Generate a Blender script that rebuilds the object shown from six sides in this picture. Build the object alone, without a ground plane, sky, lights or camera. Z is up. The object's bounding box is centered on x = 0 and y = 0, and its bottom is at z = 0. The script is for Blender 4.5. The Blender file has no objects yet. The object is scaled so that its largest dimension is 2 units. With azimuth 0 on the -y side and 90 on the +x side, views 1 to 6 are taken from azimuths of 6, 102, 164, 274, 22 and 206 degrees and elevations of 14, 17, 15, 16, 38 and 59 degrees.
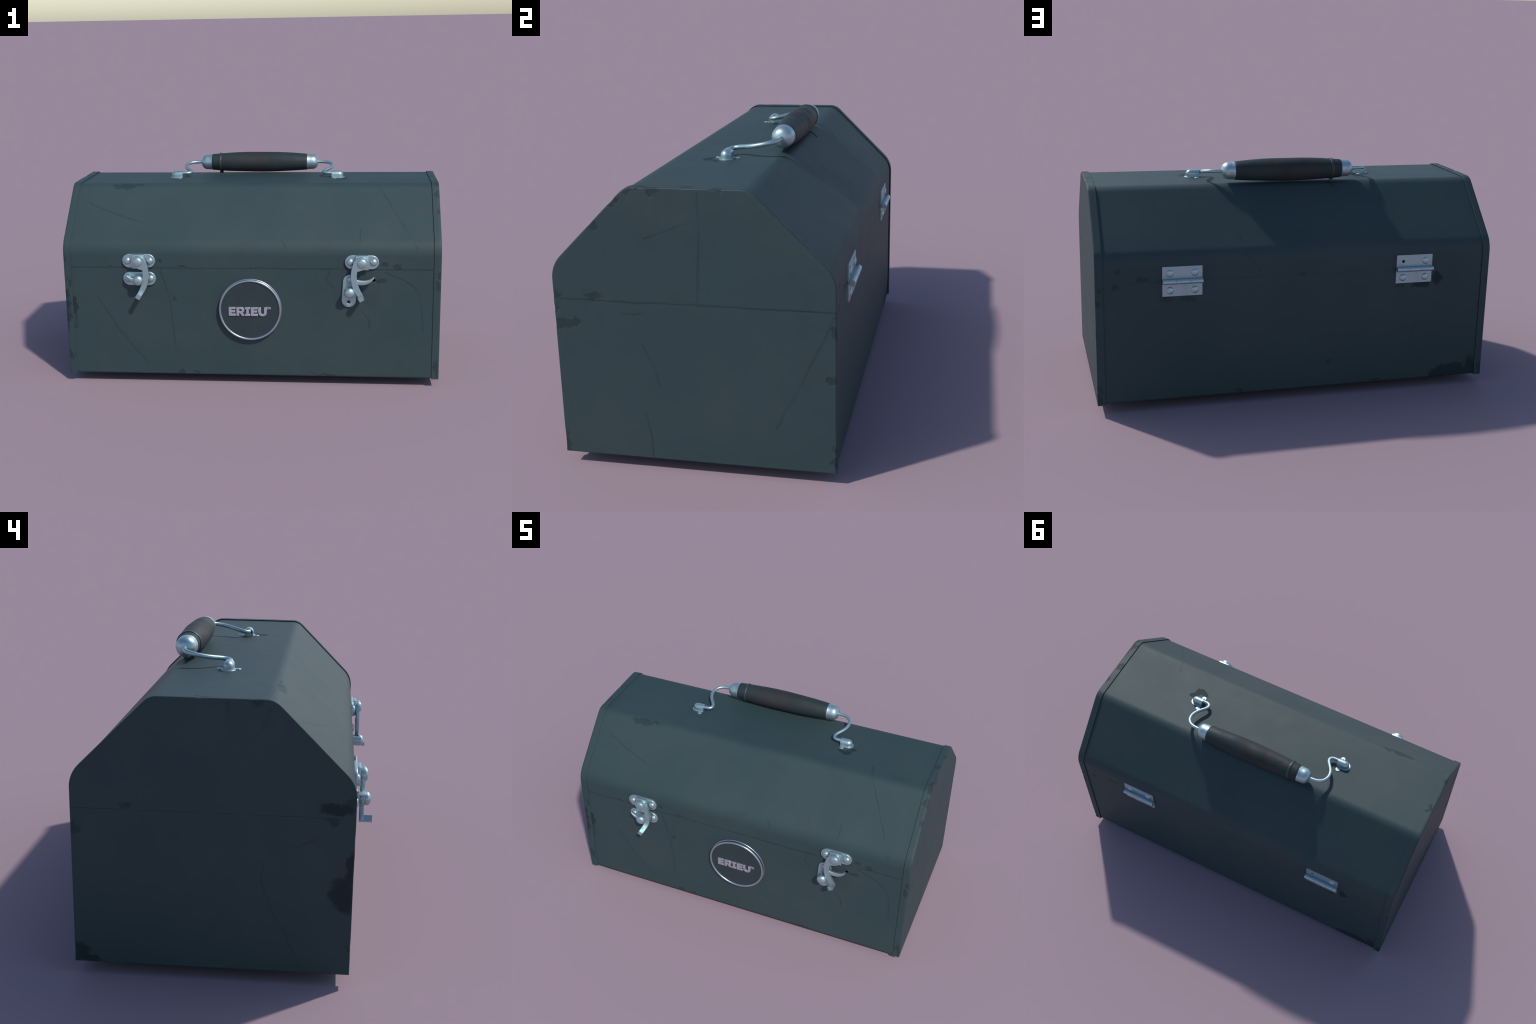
"""A dented dark green steel toolbox: folded lid and base with pan-shaped end panels,
carrying handle lying back, two hook latches, two hinges and a round badge."""
import bpy, bmesh, math, random
from mathutils import Vector, Matrix, noise

random.seed(7)
PI = math.pi

# ------------------------------------------------------------------ dimensions
END_X = 1.0000            # outer face of the end panels
FLANGE_X = 0.962          # inner rim of the end panel flange
Y_MID, HALF = 0.024, 0.5045
Z_BOT, Z_SHOULDER, Z_TOP = 0.0460, 0.7665, 1.0556
TOP_HALF = 0.2154         # half width of the flat roof (to the sharp corner)
SEAM = 0.6455
SHELL_IN = 0.0054         # the folded shell sits inside the flanges
FRONT_OUT = 0.0015         # the front panel lies almost flush with the flange
Y_FRONT = Y_MID - HALF + SHELL_IN - FRONT_OUT
LATCH_Y = Y_FRONT + 0.0020
Y_BACK = Y_MID + HALF - SHELL_IN
ROOF = Z_TOP - SHELL_IN


# ------------------------------------------------------------------ mesh helpers
def link(obj, parent=None):
    bpy.context.scene.collection.objects.link(obj)
    if parent is not None:
        obj.parent = parent
    return obj


def sharpen(me, angle=35):
    bm = bmesh.new()
    bm.from_mesh(me)
    lim = math.radians(angle)
    for f in bm.faces:
        f.smooth = len(f.verts) <= 4          # big flat caps stay flat
    for e in bm.edges:
        e.smooth = not (len(e.link_faces) == 2 and e.calc_face_angle(0) > lim)
    bm.to_mesh(me)
    bm.free()


def make(name, bm, mat, parent=None, angle=35, fix=True):
    if fix:
        bmesh.ops.recalc_face_normals(bm, faces=bm.faces)
    me = bpy.data.meshes.new(name)
    bm.to_mesh(me)
    bm.free()
    sharpen(me, angle)
    if mat:
        me.materials.append(mat)
    return link(bpy.data.objects.new(name, me), parent)


def apply_modifiers(obj, angle=35):
    dg = bpy.context.evaluated_depsgraph_get()
    dg.update()
    me = bpy.data.meshes.new_from_object(obj.evaluated_get(dg))
    old = obj.data
    obj.modifiers.clear()
    obj.data = me
    me.name = old.name
    bpy.data.meshes.remove(old)
    sharpen(me, angle)


def cut(obj, *tools):
    for t in tools:
        m = obj.modifiers.new("cut", "BOOLEAN")
        m.operation, m.solver, m.object = "DIFFERENCE", "EXACT", t
    apply_modifiers(obj)
    for t in tools:
        me = t.data
        bpy.data.objects.remove(t)
        bpy.data.meshes.remove(me)


def bevel(obj, width, segs=2, angle=35):
    m = obj.modifiers.new("bevel", "BEVEL")
    m.width, m.segments, m.limit_method, m.angle_limit = width, segs, "ANGLE", math.radians(angle)
    m.harden_normals = False
    apply_modifiers(obj, angle)


def add_loft(bm, rings, cap=True, closed=True):
    vs = [[bm.verts.new(p) for p in r] for r in rings]
    n = len(rings[0])
    for a, b in zip(vs, vs[1:]):
        for i in range(n if closed else n - 1):
            j = (i + 1) % n
            bm.faces.new((a[i], a[j], b[j], b[i]))
    if cap:
        bm.faces.new(vs[0])
        bm.faces.new(list(reversed(vs[-1])))
    return vs


def add_lathe(bm, profile, mat=Matrix(), n=32):
    """profile: (along z, radius); radius 0 closes with a pole."""
    rings = []
    for z, r in profile:
        if r < 1e-6:
            rings.append([bm.verts.new(mat @ Vector((0, 0, z)))])
        else:
            rings.append([bm.verts.new(mat @ Vector((r * math.cos(2 * PI * k / n), r * math.sin(2 * PI * k / n), z)))
                          for k in range(n)])
    for a, b in zip(rings, rings[1:]):
        for i in range(n):
            j = (i + 1) % n
            if len(a) == 1 and len(b) == 1:
                break
            if len(a) == 1:
                bm.faces.new((a[0], b[j], b[i]))
            elif len(b) == 1:
                bm.faces.new((a[i], a[j], b[0]))
            else:
                bm.faces.new((a[i], a[j], b[j], b[i]))
    for r, flip in ((rings[0], True), (rings[-1], False)):
        if len(r) > 1:
            bm.faces.new(list(reversed(r)) if flip else r)


def add_box(bm, lo, hi, mat=Matrix()):
    x0, y0, z0 = lo
    x1, y1, z1 = hi
    a = [(x0, y0, z0), (x1, y0, z0), (x1, y1, z0), (x0, y1, z0)]
    b = [(x0, y0, z1), (x1, y0, z1), (x1, y1, z1), (x0, y1, z1)]
    add_loft(bm, [[mat @ Vector(p) for p in a], [mat @ Vector(p) for p in b]])


def add_prism(bm, outline, y0, y1):
    """outline in the x-z plane, extruded along y."""
    add_loft(bm, [[(x, y0, z) for x, z in outline], [(x, y1, z) for x, z in outline]])


def fillet(corner, p_prev, p_next, t, n=8):
    """Arc replacing a corner, t = tangent length."""
    c, a, b = Vector(corner), Vector(p_prev), Vector(p_next)
    a, b = c + (a - c).normalized() * t, c + (b - c).normalized() * t
    u, v = a - c, b - c
    half = u.angle(v) / 2
    r = t * math.tan(half)
    centre = c + (u + v).normalized() * (t / math.cos(half))
    out = []
    e0 = (a - centre)
    e1 = (b - centre)
    ang = e0.angle_signed(e1)
    for k in range(n + 1):
        s = -ang * k / n
        out.append((centre.x + e0.x * math.cos(s) - e0.y * math.sin(s), centre.y + e0.x * math.sin(s) + e0.y * math.cos(s)))
    return out


def sharp_profile(inset):
    """Corner points of the whole cross-section (y, z), front bottom round over the roof to back bottom."""
    slope = math.atan2(Z_TOP - Z_SHOULDER, HALF - TOP_HALF)
    s1 = inset * math.tan((PI / 2 - slope) / 2)
    s2 = inset * math.tan(slope / 2)
    h, zt = HALF - inset, Z_TOP - inset
    zs, th = Z_SHOULDER - s1, TOP_HALF - s2
    return [(Y_MID - h, Z_BOT + inset), (Y_MID - h, zs), (Y_MID - th, zt),
            (Y_MID + th, zt), (Y_MID + h, zs), (Y_MID + h, Z_BOT + inset)]


def lid_curve(inset, z_low, front_out=0.0):
    p = sharp_profile(inset)
    p[0] = (p[0][0] - front_out, p[0][1])
    p[1] = (p[1][0] - front_out, p[1][1] - front_out)
    t1, t2 = 0.049 - inset * 0.4, 0.029 - inset * 0.3
    out = [(p[0][0], z_low)]
    for k, t, n in ((1, t1, 10), (2, t2, 8), (3, t2, 8), (4, t1, 10)):
        c, a, b = Vector(p[k]), Vector(p[k - 1]), Vector(p[k + 1])
        out.append(tuple(c + (a - c).normalized() * (t + 0.006)))
        out += fillet(p[k], p[k - 1], p[k + 1], t, n)
        out.append(tuple(c + (b - c).normalized() * (t + 0.006)))
    out.append((p[5][0], z_low))
    return out


# ------------------------------------------------------------------ node helpers
class Nodes:
    def __init__(self, name):
        self.mat = bpy.data.materials.new(name)
        self.mat.use_nodes = True
        self.t = self.mat.node_tree
        self.bsdf = self.t.nodes["Principled BSDF"]
        self.coord = self.n("ShaderNodeTexCoord").outputs["Object"]

    def n(self, kind, **props):
        node = self.t.nodes.new(kind)
        for k, v in props.items():
            setattr(node, k, v)
        return node

    def put(self, sock, val):
        if isinstance(val, bpy.types.NodeSocket):
            self.t.links.new(val, sock)
        elif val is not None:
            sock.default_value = val

    def math(self, op, a, b=None, clamp=False):
        m = self.n("ShaderNodeMath", operation=op, use_clamp=clamp)
        self.put(m.inputs[0], a)
        if b is not None:
            self.put(m.inputs[1], b)
        return m.outputs[0]

    def vec(self, op, a, b=None, scale=None):
        m = self.n("ShaderNodeVectorMath", operation=op)
        self.put(m.inputs[0], a)
        if b is not None:
            self.put(m.inputs[1], b)
        if scale is not None:
            self.put(m.inputs["Scale"], scale)
        return m.outputs["Value" if op in ("LENGTH", "DOT_PRODUCT", "DISTANCE") else "Vector"]

    def noise(self, scale, detail=3.0, rough=0.55, vec=None, color=False, stretch=None):
        m = self.n("ShaderNodeTexNoise")
        v = vec or self.coord
        if stretch:
            mp = self.n("ShaderNodeMapping")
            self.put(mp.inputs["Vector"], v)
            mp.inputs["Scale"].default_value = stretch
            v = mp.outputs[0]
        self.put(m.inputs["Vector"], v)
        m.inputs["Scale"].default_value = scale
        m.inputs["Detail"].default_value = detail
        m.inputs["Roughness"].default_value = rough
        return m.outputs["Color" if color else 0]

    def ramp(self, val, lo, hi, a=0.0, b=1.0):
        m = self.n("ShaderNodeMapRange", interpolation_type="SMOOTHSTEP")
        self.put(m.inputs["Value"], val)
        for k, v in (("From Min", lo), ("From Max", hi), ("To Min", a), ("To Max", b)):
            m.inputs[k].default_value = v
        return m.outputs[0]

    def mix(self, fac, a, b):
        m = self.n("ShaderNodeMix", data_type="RGBA")
        self.put(m.inputs["Factor"], fac)
        for s, v in ((m.inputs["A"], a), (m.inputs["B"], b)):
            self.put(s, (*v, 1) if isinstance(v, tuple) else v)
        return m.outputs["Result"]

    def bump(self, height, strength, dist, normal=None):
        m = self.n("ShaderNodeBump")
        m.inputs["Strength"].default_value = strength
        m.inputs["Distance"].default_value = dist
        self.put(m.inputs["Height"], height)
        if normal is not None:
            self.put(m.inputs["Normal"], normal)
        return m.outputs[0]

    # masks ---------------------------------------------------------
    def chips(self, spots):
        """Ragged patches: (centre), (radii)."""
        wob = self.vec("SUBTRACT", self.noise(22, 5, 0.62, color=True), (0.5, 0.5, 0.5))
        p = self.vec("ADD", self.coord, self.vec("SCALE", wob, scale=0.075))
        masks = []
        for strong in (False, True):
            tot = None
            for c, r, *flag in spots:
                if bool(flag) == strong:
                    d = self.vec("LENGTH", self.vec("DIVIDE", self.vec("SUBTRACT", p, c), r))
                    tot = d if tot is None else self.math("MINIMUM", tot, d)
            masks.append(0.0 if tot is None else
                         self.math("MULTIPLY", self.ramp(tot, *((0.70, 1.06) if strong else (0.55, 1.12)), 1.0, 0.0), 1.0 if strong else 0.62))
        return self.math("MAXIMUM", *masks)

    def scratches(self, lines, width=0.0085):
        wob = self.vec("SUBTRACT", self.noise(7, 3, 0.6, color=True), (0.5, 0.5, 0.5))
        p = self.vec("ADD", self.coord, self.vec("SCALE", wob, scale=0.02))
        tot = None
        for line in lines:
            for a, b in zip(line, line[1:]):
                a, b = Vector(a), Vector(b)
                ab = b - a
                pa = self.vec("SUBTRACT", p, a)
                t = self.math("DIVIDE", self.vec("DOT_PRODUCT", pa, ab), ab.length_squared, clamp=True)
                d = self.vec("DISTANCE", pa, self.vec("SCALE", tuple(ab), scale=t))
                tot = d if tot is None else self.math("MINIMUM", tot, d)
        line = self.ramp(tot, 0.0, width, 1.0, 0.0)
        return self.math("MULTIPLY", line, self.ramp(self.noise(9, 3), 0.3, 0.62, 0.35, 1.0))


PAINT_A, PAINT_B = (0.028, 0.053, 0.059), (0.034, 0.058, 0.063)


def paint(name, spots, lines):
    k = Nodes(name)
    cloud = k.ramp(k.noise(2.6, 4, 0.55), 0.35, 0.68)
    col = k.mix(cloud, PAINT_A, PAINT_B)
    smudge = k.ramp(k.noise(5.5, 5, 0.6), 0.58, 0.75)
    col = k.mix(k.math("MULTIPLY", smudge, 0.35), col, (0.026, 0.040, 0.046))
    chip = k.chips(spots)
    scr = k.scratches(lines)
    col = k.mix(k.math("MULTIPLY", scr, 0.55), col, (0.014, 0.024, 0.028))
    tone = k.mix(k.noise(30, 4), (0.012, 0.021, 0.024), (0.021, 0.032, 0.033))
    col = k.mix(k.math("MULTIPLY", chip, 0.72), col, tone)
    k.put(k.bsdf.inputs["Base Color"], col)
    k.put(k.bsdf.inputs["Roughness"], k.math("ADD", k.math("MULTIPLY", k.noise(8, 4), 0.10), 0.54))
    k.bsdf.inputs["Metallic"].default_value = 0.0
    k.put(k.bsdf.inputs["Specular IOR Level"], k.math("SUBTRACT", 0.33, k.math("MULTIPLY", chip, 0.20)))
    nrm = k.bump(k.noise(3.2, 2), 0.25, 0.012)
    nrm = k.bump(k.noise(90, 3), 0.12, 0.0012, nrm)
    h = k.math("ADD", k.math("MULTIPLY", chip, -1.0), k.math("MULTIPLY", scr, -0.25))
    nrm = k.bump(h, 0.6, 0.0035, nrm)
    k.put(k.bsdf.inputs["Normal"], nrm)
    return k.mat


def metal(name, tint=(0.41, 0.545, 0.58), rough=0.39, grime=0.4, metallic=0.82):
    k = Nodes(name)
    g = k.ramp(k.noise(28, 5, 0.62), 0.45, 0.75)
    col = k.mix(k.math("MULTIPLY", g, grime), tint, tuple(c * 0.62 for c in tint))
    k.put(k.bsdf.inputs["Base Color"], col)
    k.bsdf.inputs["Metallic"].default_value = metallic
    k.put(k.bsdf.inputs["Roughness"], k.math("ADD", k.math("MULTIPLY", g, 0.12), rough))
    k.put(k.bsdf.inputs["Normal"], k.bump(k.noise(120, 3), 0.08, 0.001))
    return k.mat


def plain(name, col, rough, bump_scale=60, bump=0.2):
    k = Nodes(name)
    c = k.mix(k.noise(18, 4), tuple(v * 0.8 for v in col), tuple(v * 1.2 for v in col))
    k.put(k.bsdf.inputs["Base Color"], c)
    k.bsdf.inputs["Roughness"].default_value = rough
    k.put(k.bsdf.inputs["Normal"], k.bump(k.noise(bump_scale, 4), bump, 0.002))
    return k.mat


def leather(name):
    k = Nodes(name)
    worn = k.ramp(k.noise(6, 4, 0.6), 0.42, 0.66)
    # the middle of the grip is rubbed brown, the ends stay greenish black
    sep = k.n("ShaderNodeSeparateXYZ")
    k.put(sep.inputs[0], k.vec("ADD", k.coord, k.vec("SCALE", k.noise(9, 3, color=True), scale=0.16)))
    mid = k.ramp(k.math("ABSOLUTE", k.math("SUBTRACT", sep.outputs[0], 0.03)), 0.05, 0.16, 1.0, 0.0)
    col = k.mix(mid, (0.023, 0.035, 0.038), (0.030, 0.032, 0.0335))
    col = k.mix(k.math("MULTIPLY", worn, 0.55), col, (0.020, 0.025, 0.028))
    k.put(k.bsdf.inputs["Base Color"], col)
    k.put(k.bsdf.inputs["Roughness"], k.math("ADD", k.math("MULTIPLY", worn, 0.15), 0.55))
    k.bsdf.inputs["Specular IOR Level"].default_value = 0.28
    fold = k.noise(10, 5, 0.6, stretch=(1.3, 2.0, 2.0))
    nrm = k.bump(fold, 0.35, 0.010)
    nrm = k.bump(k.noise(70, 4), 0.25, 0.002, nrm)
    k.put(k.bsdf.inputs["Normal"], nrm)
    return k.mat


# ------------------------------------------------------------------ marks drawn in the paint (where each chip, scratch and dark seam line sits)
F, B, L, R = Y_FRONT, Y_BACK, -END_X, END_X
LID_CHIPS = [
    ((-0.700, -0.200, 1.040), (0.056, 0.022, 0.022)), ((-0.630, -0.190, 1.045), (0.034, 0.016, 0.018)),
    ((-0.760, -0.204, 1.034), (0.028, 0.018, 0.018)),
    ((-0.359, F, 0.652), (0.024, 0.02, 0.010)), ((-0.300, F, 0.650), (0.022, 0.02, 0.007)),
    ((-0.741, F, 0.650), (0.022, 0.02, 0.007)), ((-0.478, F, 0.685), (0.020, 0.02, 0.014)),
    ((0.703, F, 0.660), (0.018, 0.02, 0.016)), ((0.768, F, 0.660), (0.030, 0.02, 0.013)), ((0.0, F, 0.652), (0.020, 0.02, 0.008)),
    ((0.776, B, 0.657), (0.034, 0.02, 0.013)), ((-0.004, B, 0.655), (0.018, 0.02, 0.014)), ((0.895, B, 0.702), (0.016, 0.02, 0.012)),
    ((0.472, -0.035, ROOF), (0.046, 0.024, 0.02), 1), ((0.505, -0.004, ROOF), (0.030, 0.018, 0.02), 1),
]
LID_LINES = [[(-0.96, F, SEAM), (0.96, F, SEAM)],  # first entry: dark line along the lid seam on the front
    [(-0.890, -0.282, 0.957), (-0.728, -0.333, 0.907), (-0.586, -0.370, 0.870)],
    [(0.672, -0.160, 1.049), (0.676, -0.194, 1.044), (0.742, -0.288, 0.952), (0.798, -0.375, 0.864), (0.875, -0.476, 0.752)],
    [(0.581, -0.398, 0.842), (0.581, -0.453, 0.787)], [(0.169, -0.448, 0.791), (0.193, -0.477, 0.750)],
    [(0.294, 0.450, 0.837), (0.274, 0.518, 0.751), (0.208, B, 0.673)],
    [(0.020, 0.427, 0.860), (-0.032, 0.459, 0.829), (-0.050, 0.489, 0.798)],
    [(0.665, -0.173, ROOF), (0.650, -0.103, ROOF)],
]
BASE_CHIPS = [
    ((-0.952, F, 0.435), (0.020, 0.02, 0.058), 1), ((-0.957, F, 0.365), (0.016, 0.02, 0.036)), ((-0.958, F, 0.318), (0.012, 0.02, 0.018)),
    ((0.690, F, 0.583), (0.034, 0.02, 0.022)), ((-0.380, F, 0.060), (0.022, 0.02, 0.014)), ((-0.297, F, 0.060), (0.016, 0.02, 0.012)),
    ((-0.408, F, 0.476), (0.013, 0.02, 0.013)), ((0.42, F, 0.056), (0.10, 0.02, 0.007)),
    ((0.663, B, 0.562), (0.036, 0.02, 0.022)), ((0.566, B, 0.558), (0.044, 0.02, 0.020)),
    ((-0.722, B, 0.592), (0.030, 0.02, 0.036), 1), ((-0.640, B, 0.566), (0.060, 0.02, 0.020), 1), ((-0.515, B, 0.568), (0.026, 0.02, 0.014)),
    ((0.907, B, 0.634), (0.022, 0.02, 0.014)), ((-0.935, B, 0.075), (0.055, 0.02, 0.080), 1), ((-0.850, B, 0.065), (0.085, 0.02, 0.062), 1), ((-0.765, B, 0.060), (0.070, 0.02, 0.052), 1),
    ((-0.150, B, 0.180), (0.014, 0.02, 0.014)), ((-0.392, B, 0.060), (0.026, 0.02, 0.012)), ((0.31, B, 0.07), (0.02, 0.02, 0.012)),
]
SEAM_DARK_LINE_FRONT = [(-0.96, F, SEAM), (0.96, F, SEAM)]
SEAM_DARK_LINE_END = [(R, -0.48, SEAM), (R, 0.528, SEAM)]
BASE_LINES = [SEAM_DARK_LINE_FRONT,
    [(-0.829, F, 0.487), (-0.725, F, 0.313), (-0.618, F, 0.178), (-0.560, F, 0.112)],
    [(-0.478, F, 0.631), (-0.438, F, 0.510), (-0.425, F, 0.380), (-0.405, F, 0.193)],
    [(0.711, F, 0.631), (0.806, F, 0.590), (0.865, F, 0.545), (0.895, F, 0.492), (0.910, F, 0.316)],
    [(0.427, F, 0.632), (0.409, F, 0.587), (0.442, F, 0.541)], [(0.582, F, 0.427), (0.627, F, 0.366), (0.635, F, 0.320)],
    [(-0.053, B, 0.296), (-0.167, B, 0.331)], [(-0.617, B, 0.355), (-0.589, B, 0.293)],
]
LID_END_CHIPS = [
    ((R, -0.325, 0.656), (0.02, 0.042, 0.017)), ((R, -0.190, 1.045), (0.03, 0.030, 0.022)), ((R, -0.095, 1.052), (0.02, 0.035, 0.022)),
    ((R, 0.140, 1.057), (0.022, 0.036, 0.010)), ((R, -0.320, 0.915), (0.02, 0.020, 0.030)), ((R, -0.470, 0.660), (0.02, 0.02, 0.02)),
    ((0.983, -0.14, Z_TOP), (0.012, 0.04, 0.02)), ((0.990, -0.24, 1.0), (0.02, 0.03, 0.03)), ((0.975, 0.02, Z_TOP), (0.016, 0.03, 0.01)),
    ((L, -0.414, 0.678), (0.02, 0.066, 0.028), 1), ((L, -0.133, 1.050), (0.02, 0.034, 0.018)), ((L, -0.468, 0.690), (0.02, 0.03, 0.03)),
    ((-0.975, 0.06, Z_TOP), (0.02, 0.03, 0.01)), 
    ((L, 0.333, 0.660), (0.02, 0.018, 0.016)),
    
]
LID_END_LINES = [[(R, -0.48, SEAM), (R, 0.528, SEAM)],
    [(R, 0.064, 1.043), (R, 0.061, 0.836), (R, 0.051, 0.655)], [(R, -0.130, 0.876), (R, 0.045, 0.950)],
    [(L, -0.030, 1.040), (L, -0.040, 0.951)], [(L, -0.147, 0.958), (L, -0.174, 1.020)],
]
BASE_END_CHIPS = [
    ((R, -0.412, 0.556), (0.02, 0.026, 0.020)), ((R, -0.455, 0.548), (0.02, 0.042, 0.024)), ((R, -0.472, 0.085), (0.02, 0.020, 0.048)),
    ((R, -0.475, 0.61), (0.02, 0.018, 0.022)), ((R, 0.523, 0.570), (0.02, 0.020, 0.026)), ((R, 0.512, 0.400), (0.02, 0.022, 0.018)),
    ((R, 0.525, 0.085), (0.02, 0.014, 0.030)),
    ((0.983, F, 0.554), (0.016, 0.02, 0.034)), ((0.984, F, 0.110), (0.016, 0.02, 0.050)),
    ((L, -0.452, 0.355), (0.02, 0.062, 0.082), 1), ((L, -0.472, 0.450), (0.02, 0.026, 0.076), 1), ((L, -0.400, 0.630), (0.02, 0.03, 0.014)),
    ((L, 0.505, 0.085), (0.02, 0.042, 0.050), 1), ((L, 0.470, 0.062), (0.02, 0.040, 0.026), 1), ((L, 0.515, 0.572), (0.02, 0.018, 0.038)),
    ((-0.972, F, 0.560), (0.016, 0.02, 0.03)), ((-0.985, F, 0.42), (0.012, 0.02, 0.09)), ((-0.985, F, 0.15), (0.012, 0.02, 0.04)),
    ((0.985, 0.53, 0.13), (0.018, 0.02, 0.025)), ((0.985, 0.53, 0.07), (0.018, 0.02, 0.025)), ((0.985, 0.53, 0.62), (0.02, 0.02, 0.015)),
    ((-0.985, 0.53, 0.09), (0.02, 0.02, 0.035)),
]
BASE_END_LINES = [SEAM_DARK_LINE_END,
    [(R, -0.161, 0.221), (R, -0.144, 0.137), (R, -0.140, 0.051)], [(R, -0.160, 0.491), (R, -0.121, 0.412), (R, -0.104, 0.339)],
    [(R, 0.526, 0.633), (R, 0.466, 0.503), (R, 0.398, 0.355), (R, 0.320, 0.208)], [(R, -0.228, 0.602), (R, -0.153, 0.604)],
    [(L, -0.165, 0.478), (L, -0.154, 0.393), (L, -0.192, 0.281), (L, -0.241, 0.197), (L, -0.298, 0.067)],
    [(L, -0.265, 0.529), (L, -0.361, 0.571)],
]

M_LID = paint("lid_paint", LID_CHIPS, LID_LINES)
M_BASE = paint("base_paint", BASE_CHIPS, BASE_LINES)
M_LID_END = paint("lid_end_paint", LID_END_CHIPS, LID_END_LINES)
M_BASE_END = paint("base_end_paint", BASE_END_CHIPS, BASE_END_LINES)
M_STEEL = metal("zinc_steel")
M_LEAF = metal("hinge_steel", (0.38, 0.50, 0.55), 0.42, 0.25, 0.85)
M_CHROME = metal("chrome_steel", (0.44, 0.52, 0.57), 0.28, 0.2, 0.9)
M_LETTER = metal("letter_steel", (0.58, 0.61, 0.67), 0.36, 0.3)
M_GRIP = leather("grip_leather")
M_TIE = plain("cable_tie_plastic", (0.028, 0.040, 0.043), 0.45)
M_BADGE = plain("badge_enamel", (0.019, 0.035, 0.041), 0.45, 60, 0.08)
M_RUBBER = plain("foot_rubber", (0.02, 0.02, 0.021), 0.8)
M_BLACK = plain("box_inside", (0.008, 0.010, 0.011), 0.9)

# ------------------------------------------------------------------ the toolbox
toolbox = link(bpy.data.objects.new("toolbox", None))
toolbox["label"] = "worn dark green steel toolbox with carrying handle and hook latches"
toolbox["category"] = "toolbox"

SHEET = 0.006
SHELL_X = FLANGE_X + 0.020    # the folded shells end inside the flanges


def folded_sheet(name, outer, inner, mat):
    """A sheet bent along x: outer and inner bend lines, closed round the sheet edges."""
    bm = bmesh.new()
    loop = outer + list(reversed(inner))
    xs = [-SHELL_X, SHELL_X]
    add_loft(bm, [[(x, y, z) for y, z in loop] for x in xs], cap=False)
    n = len(outer)
    bm.verts.ensure_lookup_table()
    for off in (0, 2 * n):
        v = bm.verts[off:off + 2 * n]
        for i in range(n - 1):
            bm.faces.new((v[i], v[i + 1], v[2 * n - 2 - i], v[2 * n - 1 - i]))
    return make(name, bm, mat, toolbox, 30)


lid = folded_sheet("lid", lid_curve(SHELL_IN, SEAM + 0.0003, FRONT_OUT), lid_curve(SHELL_IN + SHEET, SEAM + 0.0003, FRONT_OUT), M_LID)


def base_curve(inset):
    p = sharp_profile(inset)
    top = SEAM - 0.0003
    lo, hi = p[0][0] - FRONT_OUT, p[5][0]
    zb = p[0][1] - 0.0026
    return ([(lo, top), (lo, zb + 0.014)] + fillet((lo, zb), (lo, top), (hi, zb), 0.008, 4) + [(lo + 0.014, zb), (hi - 0.014, zb)]
            + fillet((hi, zb), (lo, zb), (hi, top), 0.008, 4) + [(hi, zb + 0.014), (hi, top)])


base = folded_sheet("base", base_curve(SHELL_IN), base_curve(SHELL_IN + SHEET), M_BASE)


def drill(x, y, z, r, depth=0.03):
    bm = bmesh.new()
    add_lathe(bm, [(-depth, r), (depth, r)], Matrix.Translation((x, y, z)) @ Matrix.Rotation(PI / 2, 4, "X"), 24)
    return make("drill", bm, None)


cut(base, drill(0.6515, Y_FRONT, 0.589, 0.0095))      # hole left by the missing catch rivet
cut(lid, drill(-0.5276, Y_BACK, 0.687, 0.0062))       # hole left by the missing hinge rivet


def resample(pts, step=0.009):
    out = []
    for a, b in zip(pts, pts[1:] + pts[:1]):
        a, b = Vector(a), Vector(b)
        n = max(1, round((b - a).length / step))
        out += [a.lerp(b, k / n) for k in range(n)]
    return out


def dent_depth(p, marks):
    """How far a knock near p pushes the rim in (knocks sit where the edge chips are)."""
    d = 0.0
    for (mx, my, mz), (rx, ry, rz), *_ in marks:
        q = math.hypot((p.x - my) / (ry * 0.8 + 0.004), (p.y - mz) / (rz * 0.8 + 0.004))
        if q < 1:
            d = max(d, 0.0030 * (1 - q * q) ** 2 * (0.6 + 0.4 * noise.noise((p.x * 60, p.y * 60, mx * 3))))
    return d + 0.0004 * noise.noise((p.x * 14, p.y * 14, 1.0 + p.x))


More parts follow.
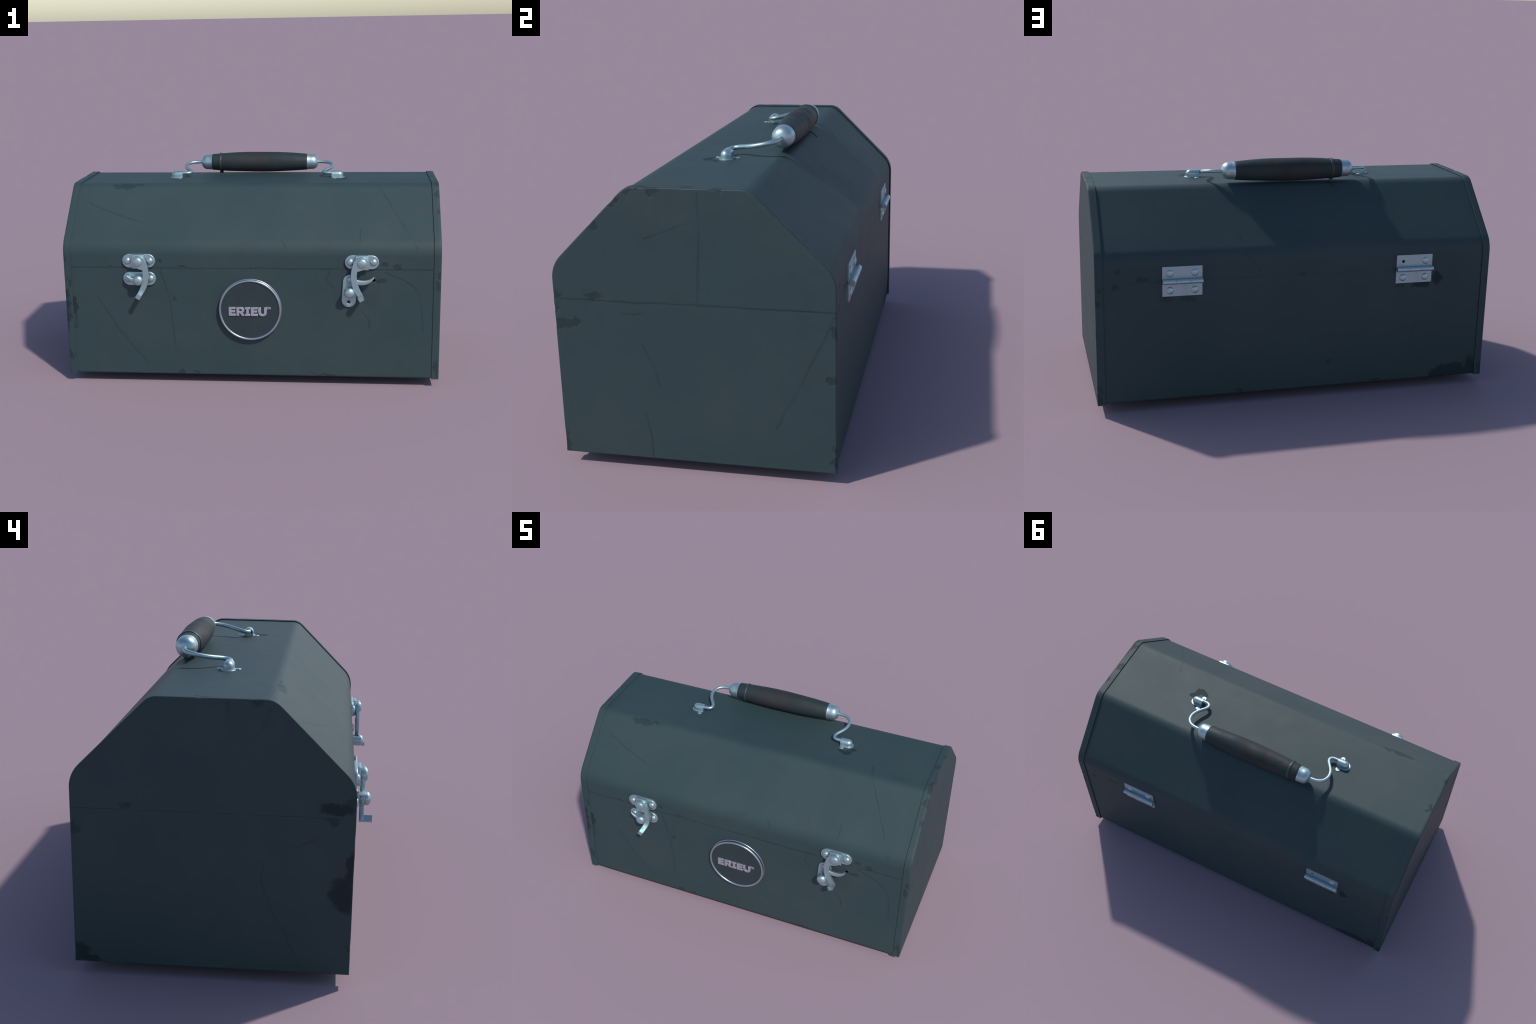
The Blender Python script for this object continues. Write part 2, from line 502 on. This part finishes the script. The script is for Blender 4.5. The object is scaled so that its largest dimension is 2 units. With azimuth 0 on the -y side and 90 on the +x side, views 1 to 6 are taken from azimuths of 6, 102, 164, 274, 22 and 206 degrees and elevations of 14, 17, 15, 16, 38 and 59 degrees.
def end_panel(loop_of, mat, side, parent, marks):
    """Pan-pressed end: face, rounded rim, flange folded over the shell; loop_of(inset) gives the outline."""
    bm = bmesh.new()
    marks = [m for m in marks if m[0][0] * side > 0]
    steps = [(END_X, 0.0042), (END_X - 0.0004, 0.0022), (END_X - 0.0018, 0.0007), (END_X - 0.0042, 0.0), (END_X - 0.014, 0.0),
             (FLANGE_X + 0.0012, 0.0), (FLANGE_X, 0.0010), (FLANGE_X, 0.0028), (FLANGE_X + 0.0008, 0.0034), (END_X - 0.012, 0.0034)]
    edge = resample(loop_of(0.0))
    dents = [dent_depth(p, marks) for p in edge]
    n = len(edge)
    # inward normals of the outline
    turn = 1 if sum(edge[i - 1].x * edge[i].y - edge[i].x * edge[i - 1].y for i in range(n)) < 0 else -1
    inner = []
    for i in range(n):
        t = (edge[(i + 1) % n] - edge[i - 1]).normalized()
        inner.append(Vector((t.y, -t.x)) * turn)
    rings = []
    for x, inset in steps:
        fade = max(0.0, 1 - (END_X - x) / 0.016) if inset < 0.003 or x > END_X - 0.001 else 0.0
        loop = resample_like(loop_of(0.0), loop_of(inset))
        rings.append([(side * x, p.x + w.x * d * fade, p.y + w.y * d * fade) for p, w, d in zip(loop, inner, dents)])
    add_loft(bm, rings)
    return make("end_panel", bm, mat, parent, 32)


def resample_like(ref, pts, step=0.009):
    """Resample pts with the same number of points per side as ref."""
    out = []
    for a, b, c, d in zip(ref, ref[1:] + ref[:1], pts, pts[1:] + pts[:1]):
        n = max(1, round((Vector(b) - Vector(a)).length / step))
        out += [Vector(c).lerp(Vector(d), k / n) for k in range(n)]
    return out


def lid_end_loop(i):
    return lid_curve(i, SEAM + 0.0001 + i * 0.05)


def base_end_loop(i):
    y0, y1 = Y_MID - HALF + i, Y_MID + HALF - i
    return [(y0, SEAM - 0.0001 - i * 0.05), (y0, Z_BOT + i), (y1, Z_BOT + i), (y1, SEAM - 0.0001 - i * 0.05)]


for side in (-1, 1):
    end_panel(lid_end_loop, M_LID_END, side, lid, LID_END_CHIPS)
    end_panel(base_end_loop, M_BASE_END, side, base, BASE_END_CHIPS)

# four rubber feet under the floor, well inside the outline
foot_mesh = None
for x in (-0.74, 0.74):
    for y in (-0.24, 0.29):
        if foot_mesh is None:
            bm = bmesh.new()
            add_lathe(bm, [(0.0, 0.0), (0.0, 0.034), (0.003, 0.040), (0.052, 0.046), (0.0555, 0.046), (0.0555, 0.0)])
            f = make("foot", bm, M_RUBBER, toolbox)
            foot_mesh = f.data
        else:
            f = link(bpy.data.objects.new("foot", foot_mesh), toolbox)
        f.location = (x, y, 0.0)


# ------------------------------------------------------------------ rivets shared by all fittings
def dome_profile(r, h, n=7, skirt=0.0):
    p = [(-0.002, 0.0), (-0.002, r)]
    for k in range(n + 1):
        a = PI / 2 * k / n
        p.append((skirt + h * math.sin(a), r * math.cos(a) if k < n else 0.0))
    return p


TO_FRONT = Matrix.Rotation(PI / 2, 4, "X")      # local z points to -y
TO_BACK = Matrix.Rotation(-PI / 2, 4, "X")      # local z points to +y


def shared_dome(r, h, skirt, mat):
    cell = {}

    def place(parent, loc, rot=TO_FRONT, name="rivet"):
        if "me" not in cell:
            bm = bmesh.new()
            add_lathe(bm, dome_profile(r, h, 8, skirt), n=28)
            o = make(name, bm, mat, parent, 50)
            cell["me"] = o.data
        else:
            o = link(bpy.data.objects.new(name, cell["me"]), parent)
        o.matrix_local = Matrix.Translation(loc) @ rot
        return o
    return place


small_rivet = shared_dome(0.0185, 0.0105, 0.001, M_STEEL)
pivot_rivet = shared_dome(0.0255, 0.0095, 0.0005, M_STEEL)
hinge_rivet = shared_dome(0.0180, 0.0075, 0.0005, M_STEEL)
ear_rivet = shared_dome(0.0062, 0.0014, 0.0004, M_STEEL)

# ------------------------------------------------------------------ hook latches
PLATE_HALF, PLATE_R = 0.0885, 0.0375
PLATE_Y = -0.0140      # plate front, measured from the box front
BLOCK_Y = -0.0280
LEVER_Y0, LEVER_Y1 = -0.0288, -0.0470


def stadium(half, r, n=14):
    d = half - r
    right = [(d + r * math.cos(a), r * math.sin(a)) for a in (-PI / 2 + PI * k / n for k in range(n + 1))]
    left = [(-d - r * math.cos(a), -r * math.sin(a)) for a in (-PI / 2 + PI * k / n for k in range(n + 1))]
    return right + left


def mirror(pts, s):
    return [(s * x, z) for x, z in pts] if s > 0 else [(-x, z) for x, z in reversed(pts)]


# outline of the lever, origin at its pivot, for the latch whose hook points to +x
U = 0.000275


def lever_outline():
    hub = [(118 * math.cos(a), 118 * math.sin(a)) for a in (math.radians(d) for d in range(-70, 120, 10))]
    outer = [(-92, 92), (-128, 62), (-158, 15), (-183, -65), (-200, -135), (-208, -215), (-206, -305), (-195, -385), (-178, -450),
             (-148, -520), (-113, -585), (-78, -640), (-52, -684), (-36, -710)]
    inner = [(48, -678), (25, -626), (-8, -565), (-38, -505), (-68, -425), (-84, -375), (-93, -315), (-96, -235), (-88, -155), (-20, -136)]
    return [(x * U, z * U) for x, z in hub + outer + inner]


def hook_spine():
    """centre line and half height of the hook growing out of the lever."""
    return [(-0.0290, -0.1000, 0.0135), (-0.0200, -0.1010, 0.0128), (0.0000, -0.1030, 0.0126), (0.0150, -0.1020, 0.0124), (0.0290, -0.0990, 0.0118),
            (0.0410, -0.0935, 0.0108), (0.0510, -0.0865, 0.0096), (0.0580, -0.0800, 0.0084), (0.0618, -0.0765, 0.0070), (0.0634, -0.0752, 0.0062)]


def latch(x, s, z):
    """s = +1: the hook points to +x."""
    y = LATCH_Y
    bm = bmesh.new()
    add_prism(bm, stadium(PLATE_HALF, PLATE_R), 0.001, PLATE_Y)
    plate = make("latch", bm, M_STEEL, toolbox)
    bevel(plate, 0.0035, 3)
    plate.location = (x, y, z)

    bm = bmesh.new()
    w = 0.0350
    outline = [(-w, -0.0385), (w, -0.0385), (w - 0.0015, 0.0372), (-w + 0.0015, 0.0372)]
    add_prism(bm, outline, PLATE_Y + 0.002, BLOCK_Y)
    block = make("pivot_block", bm, M_STEEL, plate)
    bevel(block, 0.0022, 2)
    for dx in (-0.0603, 0.0603):
        small_rivet(plate, (dx, PLATE_Y, 0.0))

    bm = bmesh.new()
    add_prism(bm, mirror(lever_outline(), s), LEVER_Y0, LEVER_Y1)
    lever = make("lever", bm, M_STEEL, plate, 40)
    bevel(lever, 0.0016, 2, 40)
    lever_bm = bmesh.new()
    lever_bm.from_mesh(lever.data)
    # thumb tab bent outwards at the lever tip
    t = Vector((0.50 * s, -0.866))
    nrm = Vector((t.y, -t.x)) * -1
    end = Vector((6 * U * s, -694 * U))
    c = [end - t * 0.0235 + nrm * 0.0128, end + t * 0.0003 + nrm * 0.0128, end + t * 0.0003 - nrm * 0.0128, end - t * 0.0235 - nrm * 0.0128]
    add_prism(lever_bm, [tuple(p) for p in c], LEVER_Y0 - 0.0004, -0.0790)
    # hook
    rings = []
    for hx, hz, hh in hook_spine():
        d = min(1.0, hh / 0.0080) * 0.0086
        yc = -0.0372
        rings.append([(s * (hx + 0.5 * hh * 0.3 * math.sin(a)), yc + d * math.copysign(abs(math.cos(a)) ** 0.45, math.cos(a)),
                       hz + hh * math.copysign(abs(math.sin(a)) ** 0.45, math.sin(a))) for a in (2 * PI * k / 20 for k in range(20))])
    add_loft(lever_bm, rings)
    bmesh.ops.recalc_face_normals(lever_bm, faces=lever_bm.faces)
    lever_bm.to_mesh(lever.data)
    lever_bm.free()
    sharpen(lever.data, 40)
    pivot_rivet(plate, (0, LEVER_Y1, 0.0))
    return plate


latch(-0.5895, -1, 0.6862)
latch(0.5900, 1, 0.6862)


def catch(x, z, turn, missing):
    """Lower plate with the slotted post the hook goes through."""
    bm = bmesh.new()
    add_prism(bm, stadium(PLATE_HALF, PLATE_R), 0.001, PLATE_Y + 0.001)
    plate = make("catch_plate", bm, M_STEEL, toolbox)
    if missing:
        cut(plate, drill(0.0600, 0, 0, 0.0088))
    bevel(plate, 0.0035, 3)
    plate.matrix_local = Matrix.Translation((x, LATCH_Y, z)) @ Matrix.Rotation(turn, 4, "Y")
    small_rivet(plate, (-0.0610, PLATE_Y + 0.001, 0))
    if not missing:
        small_rivet(plate, (0.0610, PLATE_Y + 0.001, 0))
    bm = bmesh.new()
    prof = [(0.010, 0.0), (0.010, 0.0262), (0.0560, 0.0268)]
    for k in range(1, 9):
        a = PI / 2 * k / 8
        prof.append((0.0560 + 0.0155 * math.sin(a), 0.0268 * math.cos(a) if k < 8 else 0.0))
    add_lathe(bm, prof, TO_FRONT, 32)
    post = make("post", bm, M_STEEL, None, 40)
    bm = bmesh.new()
    add_box(bm, (-0.05, -0.0485, -0.0150), (0.05, -0.0255, 0.0150))
    slot = make("slot", bm, None)
    cut(post, slot)
    post.parent = plate
    return plate


catch(-0.5885, 0.5892, 0.0, False)
catch(0.5263, 0.5310, math.radians(93.5), True)


# ------------------------------------------------------------------ hinges on the back
def hinge(x, z, bare):
    top = bmesh.new()
    add_box(top, (-0.0961, -0.001, 0.0035), (0.0961, 0.0058, 0.0715))
    leaf = make("hinge", top, M_LEAF, toolbox)
    if bare:
        cut(leaf, drill(bare, 0, 0.0386, 0.0072))
    bevel(leaf, 0.0008, 1)
    leaf.location = (x, Y_BACK, z)
    bm = bmesh.new()
    add_box(bm, (-0.0961, -0.0012, -0.0745), (0.0961, 0.0054, -0.0035))
    low = make("leaf", bm, M_LEAF, leaf)
    bevel(low, 0.0008, 1)
    # rolled knuckles round the pin
    bm = bmesh.new()
    cuts = [-0.0970, -0.0330, 0.0310, 0.0970]
    along = Matrix.Translation((0, 0.0178, 0.0)) @ Matrix.Rotation(PI / 2, 4, "Y")
    for a, b in zip(cuts, cuts[1:]):
        add_lathe(bm, [(a, 0.0), (a, 0.0115), (a + 0.0009, 0.0124), (b - 0.0012, 0.0124), (b - 0.0003, 0.0115), (b - 0.0003, 0.0)], along, 28)
    for sgn in (1, -1):                # the sheet running from the leaf into the roll
        add_box(bm, (-0.0945, 0.0012, 0.0005 * sgn), (0.0945, 0.0150, 0.0085 * sgn))
    make("barrel", bm, M_STEEL, leaf, 40)
    for dx in (-0.0594, 0.0594):
        for dz in (0.0386, -0.0458):
            if bare and dz > 0 and abs(dx - bare) < 0.01:
                continue
            hinge_rivet(leaf, (dx, 0.0052, dz), TO_BACK)


hinge(0.5904, 0.6483, None)
hinge(-0.5869, 0.6483, 0.0594)

# ------------------------------------------------------------------ carrying handle
PIVOT = Vector((0.0, 0.0250, 1.0765))
LIE = math.atan2(0.0352, 0.1905)
ARM = math.hypot(0.0352, 0.1905)
HANDLE = Matrix.Translation(PIVOT) @ Matrix.Rotation(LIE, 4, "X")     # local: x across, y outwards along the arm


def grip_radius(x):
    t = min(1.0, abs(x) / 0.278)
    return 0.0457 + 0.0120 * (1 - t ** 2.1)


bm = bmesh.new()
axis = Matrix.Translation((0, ARM, 0)) @ Matrix.Rotation(PI / 2, 4, "Y")
prof = [(-0.2785, 0.0), (-0.2785, 0.0419), (-0.2772, 0.0450)]
prof += [(x, grip_radius(x)) for x in (-0.276 + 0.552 * k / 48 for k in range(49))]
prof += [(0.2772, 0.0450), (0.2785, 0.0419), (0.2785, 0.0)]
add_lathe(bm, prof, axis, 48)
for v in bm.verts:                       # hand-worn, slightly uneven
    c = Vector((v.co.x, ARM, 0))
    d = v.co - c
    if d.length > 0.03:
        a = math.atan2(d.z, d.y)
        v.co = c + d * (1 + 0.010 * math.sin(2 * a + v.co.x * 9) * math.cos(v.co.x * 14 + a) + 0.004 * math.sin(23 * v.co.x + 3 * a))
grip = make("handle_grip", bm, M_GRIP, toolbox, 50)
grip.matrix_local = HANDLE

ferrule_mesh = None
for s in (-1, 1):
    if ferrule_mesh is None:
        bm = bmesh.new()
        prof = [(0.2760, 0.0), (0.2760, 0.0436), (0.2768, 0.0450), (0.2790, 0.0450), (0.2825, 0.0438), (0.300, 0.0433)]
        for k in range(1, 11):
            a = PI / 2 * k / 10
            prof.append((0.308 + 0.0345 * math.sin(a) ** 1.15, 0.0433 * math.cos(a) ** 0.72 if k < 10 else 0.0))
        add_lathe(bm, prof, Matrix.Rotation(PI / 2, 4, "Y"), 40)
        fe = make("ferrule", bm, M_STEEL, grip, 40)
        ferrule_mesh = fe.data
    else:
        fe = link(bpy.data.objects.new("ferrule", ferrule_mesh), grip)
    fe.matrix_local = Matrix.Translation((0, ARM, 0)) @ (Matrix.Rotation(PI, 4, "Z") if s < 0 else Matrix())

# bent wire arms: from the bracket, hairpin inwards, swing outwards, into the ferrule
ARM_PATH = [(0.446, -0.001), (0.424, -0.002), (0.402, -0.004), (0.384, 0.001), (0.3755, 0.014), (0.379, 0.033), (0.394, 0.054),
            (0.411, 0.077), (0.4225, 0.104), (0.4255, 0.132), (0.418, 0.160), (0.401, 0.179), (0.378, 0.189), (0.355, 0.1908), (0.325, 0.1908)]
arm_mesh = None
for s in (-1, 1):
    if arm_mesh is None:
        cu = bpy.data.curves.new("wire", "CURVE")
        cu.dimensions, cu.bevel_depth, cu.bevel_resolution, cu.resolution_u = "3D", 0.0092, 5, 8
        sp = cu.splines.new("NURBS")
        sp.points.add(len(ARM_PATH) - 1)
        for p, (x, y) in zip(sp.points, ARM_PATH):
            p.co = (x, y * ARM / 0.1908, 0, 1)
        sp.order_u, sp.use_endpoint_u = 4, True
        cu.use_fill_caps = True
        tmp = link(bpy.data.objects.new("wire", cu))
        dg = bpy.context.evaluated_depsgraph_get()
        arm_mesh = bpy.data.meshes.new_from_object(tmp.evaluated_get(dg))
        bpy.data.objects.remove(tmp)
        sharpen(arm_mesh, 50)
        arm_mesh.materials.clear()
        arm_mesh.materials.append(M_STEEL)
    w = link(bpy.data.objects.new("handle_arm", arm_mesh), toolbox)
    w.matrix_local = HANDLE @ (Matrix.Scale(-1, 4, (1, 0, 0)) if s < 0 else Matrix())


# brackets: hollow half-dome shells on an eared plate
def bracket_section(u, off):
    """Arch cross-section at distance u from the open mouth; off = distance inside the outer skin."""
    r, side, full, tail = 0.0213 - off, 0.0168, 0.041, 0.0240 - off
    k = 1.0 if u <= full else math.sqrt(max(0.0, 1 - ((u - full) / tail) ** 2))
    return ([(u, -r * k, -0.002)] + [(u, -r * k * math.cos(a), side + r * k * math.sin(a)) for a in (PI * j / 16 for j in range(17))]
            + [(u, r * k, -0.002)])


def bracket_mesh_build():
    bm = bmesh.new()
    us = [0.0, 0.02, 0.041] + [0.041 + 0.0240 * math.sin(PI / 2 * k / 9) * 0.9995 for k in range(1, 10)]
    outer = [bracket_section(u, 0.0) for u in us]
    ui = [0.0, 0.02, 0.041] + [0.041 + 0.0206 * math.sin(PI / 2 * k / 5) * 0.99 for k in range(1, 6)]
    inner = [bracket_section(u, 0.0034) for u in ui]
    va = add_loft(bm, outer, cap=False, closed=False)
    vb = add_loft(bm, inner, cap=False, closed=False)
    for i in range(len(va[0]) - 1):
        bm.faces.new((va[0][i], va[0][i + 1], vb[0][i + 1], vb[0][i]))
    bm.faces.new(va[-1])
    bm.faces.new(vb[-1])
    add_box(bm, (0.0030, -0.0186, -0.0015), (0.0380, 0.0186, 0.0150))      # turned-in foot under the wire
    return bm


bracket_me = flange_me = None
for s in (-1, 1):
    turn = Matrix.Rotation(PI, 4, "Z") if s < 0 else Matrix()
    at = Matrix.Translation((s * 0.4225, 0.0262, ROOF)) @ turn
    if bracket_me is None:
        br = make("handle_bracket", bracket_mesh_build(), M_STEEL, toolbox, 45)
        bracket_me = br.data
        bm = bmesh.new()
        # plate: rounded tongue under the dome plus two ears
        tongue = [(0.003, -0.0240), (0.040, -0.0285)] + [(0.043 + 0.0300 * math.sin(a), -0.0285 * math.cos(a)) for a in (PI * k / 14 for k in range(1, 14))] + [(0.040, 0.0285), (0.003, 0.0240)]
        add_loft(bm, [[(x, y, -0.001) for x, y in tongue], [(x, y, 0.0026) for x, y in tongue],
                      [(0.03 + (x - 0.03) * 0.97, y * 0.96, 0.0034) for x, y in tongue]])
        for e in (-1, 1):
            add_lathe(bm, [(-0.0012, 0.0), (-0.0012, 0.0122), (0.0024, 0.0122), (0.0031, 0.0112), (0.0031, 0.0)], Matrix.Translation((0.0150, e * 0.0365, 0)), 24)
            add_box(bm, (0.0045, min(e * 0.020, e * 0.036), -0.0014), (0.0255, max(e * 0.020, e * 0.036), 0.0028))
        fl = make("bracket_plate", bm, M_STEEL, br, 35)
        flange_me = fl.data
    else:
        br = link(bpy.data.objects.new("handle_bracket", bracket_me), toolbox)
        fl = link(bpy.data.objects.new("bracket_plate", flange_me), br)
    br.matrix_local = at
    for e in (-1, 1):
        ear_rivet(br, (0.0150, e * 0.0372, 0.003), Matrix())

# black cable tie round the grip, with its head and cut-off tail underneath
TIE_X = -0.2275
bm = bmesh.new()
rt = grip_radius(TIE_X)
ring = []
for k in range(48):
    a = 2 * PI * k / 48
    cy, cz = math.cos(a), math.sin(a)
    ring.append([(TIE_X + dx, ARM + (rt + dr) * cy, (rt + dr) * cz) for dx, dr in
                 ((-0.0068, -0.004), (-0.0068, 0.0020), (-0.0050, 0.0034), (0.0050, 0.0034), (0.0068, 0.0020), (0.0068, -0.004))])
vs = [[bm.verts.new(p) for p in r] for r in ring]
for i in range(48):
    for j in range(6):
        bm.faces.new((vs[i][j], vs[i][(j + 1) % 6], vs[(i + 1) % 48][(j + 1) % 6], vs[(i + 1) % 48][j]))
tie = make("cable_tie", bm, M_TIE, grip, 40)
bm = bmesh.new()
head_c = Vector((TIE_X + 0.001, 0.2290, 1.0525))
tilt = Matrix.Translation(head_c) @ Matrix.Rotation(math.radians(13), 4, "X")
add_box(bm, (-0.0100, -0.0085, -0.0060), (0.0100, 0.0085, 0.0075), tilt)
strap = [(0.2290, 1.0500, 0.0048), (0.2370, 1.0475, 0.0046), (0.2460, 1.0430, 0.0042), (0.2560, 1.0350, 0.0038), (0.2645, 1.0250, 0.0033), (0.2672, 1.0215, 0.0024)]
rings = []
for i, (y, z, w) in enumerate(strap):
    cx = TIE_X + 0.0005 + 0.0055 * (i / 5) ** 1.5
    rings.append([(cx - w, y - 0.0009, z - 0.0009), (cx + w, y - 0.0009, z - 0.0009), (cx + w, y + 0.0009, z + 0.0009), (cx - w, y + 0.0009, z + 0.0009)])
add_loft(bm, rings)
buckle = make("tie_buckle", bm, M_TIE, grip, 40)
buckle.matrix_local = HANDLE.inverted()
bevel(buckle, 0.0012, 2)
buckle.matrix_local = HANDLE.inverted()

# ------------------------------------------------------------------ round badge
BADGE = Vector((0.0022, Y_FRONT - 0.0010, 0.4237))
at = Matrix.Translation(BADGE) @ TO_FRONT
bm = bmesh.new()
add_lathe(bm, [(-0.004, 0.0), (-0.004, 0.1612), (0.0190, 0.1612), (0.0195, 0.1605), (0.0195, 0.0)], n=72)
badge = make("badge", bm, M_BADGE, toolbox)
badge.matrix_local = at


def ring_profile(zc, rc, rz, rr, n=12):
    return [(zc + rz * math.sin(2 * PI * k / n), rc + rr * math.cos(2 * PI * k / n)) for k in range(n)]


def closed_lathe(bm, prof, n=96):
    rings = [[bm.verts.new((r * math.cos(2 * PI * k / n), r * math.sin(2 * PI * k / n), z)) for k in range(n)] for z, r in prof]
    for i, a in enumerate(rings):
        b = rings[(i + 1) % len(rings)]
        for k in range(n):
            j = (k + 1) % n
            bm.faces.new((a[k], a[j], b[j], b[k]))


bm = bmesh.new()
closed_lathe(bm, ring_profile(0.0200, 0.1605, 0.0066, 0.0064, 14))       # front bead
closed_lathe(bm, ring_profile(0.0030, 0.1645, 0.0042, 0.0040, 10))       # foot bead
make("badge_rim", bm, M_CHROME, badge, 40)


def letter(name, loops, dx, dy, depth=0.0058, soft=0.0014):
    cu = bpy.data.curves.new(name, "CURVE")
    cu.dimensions, cu.fill_mode = "2D", "BOTH"
    cu.extrude, cu.bevel_depth, cu.bevel_resolution, cu.offset = depth / 2, soft, 2, -soft
    for pts in loops:
        sp = cu.splines.new("POLY")
        sp.points.add(len(pts) - 1)
        for p, (x, y) in zip(sp.points, pts):
            p.co = ((x + dx + 6) * LU, (y + dy) * LU, 0, 1)
        sp.use_cyclic_u = True
    tmp = link(bpy.data.objects.new(name, cu))
    dg = bpy.context.evaluated_depsgraph_get()
    dg.update()
    me = bpy.data.meshes.new_from_object(tmp.evaluated_get(dg))
    bpy.data.objects.remove(tmp)
    me.name = name
    sharpen(me, 50)
    me.materials.clear()
    me.materials.append(M_LETTER)
    o = link(bpy.data.objects.new(name, me), badge)
    o.location = (0, 0, 0.0193 + depth / 2)
    return o


LU = 0.000272        # letters drawn on a 177 unit tall grid


def arc(cx, cy, r, a0, a1, n=10, ry=None):
    return [(cx + r * math.cos(math.radians(a0 + (a1 - a0) * k / n)), cy + (ry or r) * math.sin(math.radians(a0 + (a1 - a0) * k / n))) for k in range(n + 1)]


E_SHAPE = [(0, 0), (139, 0), (139, 45), (55, 45), (55, 70), (128, 70), (128, 110), (55, 110), (55, 134), (137, 134), (137, 177), (0, 177)]
R_SHAPE = [(0, 0), (54, 0), (54, 56), (70, 56), (106, 0), (165, 0), (122, 68)] + arc(98, 119, 60, -55, 90, 12, 58) + [(0, 177)]
R_EYE = [(54, 96), (54, 136)] + arc(90, 116, 16, 90, -90, 8, 20)
I_SHAPE = [(0, 0), (105, 0), (105, 40), (79, 40), (79, 137), (105, 137), (105, 177), (0, 177), (0, 137), (26, 137), (26, 40), (0, 40)]
U_SHAPE = [(0, 177), (0, 66)] + arc(84, 70, 84, 180, 360, 18, 74) + [(168, 177), (113, 177), (113, 70)] + arc(84, 72, 30, 0, -180, 10, 32) + [(54, 177)]
T_SHAPE = [(0, 50), (0, 37), (10, 37), (10, 0), (24, 0), (24, 37), (34, 37), (34, 50)]
M_SHAPE = [(0, 0), (12, 0), (12, 26), (18, 10), (26, 10), (32, 26), (32, 0), (44, 0), (44, 50), (32, 50), (22, 27), (12, 50), (0, 50)]
base_line = -114
for loops, dx, dy in (([E_SHAPE], -425, 0), ([R_SHAPE, R_EYE], -273, 0), ([I_SHAPE], -107, 0), ([E_SHAPE], 9, 0), ([U_SHAPE], 155, 0)):
    letter("letter", loops, dx, base_line + dy)
for loops, dx in (([T_SHAPE], 318), ([M_SHAPE], 356)):
    letter("trademark_letter", loops, dx, base_line + 135, 0.0058, 0.0003)
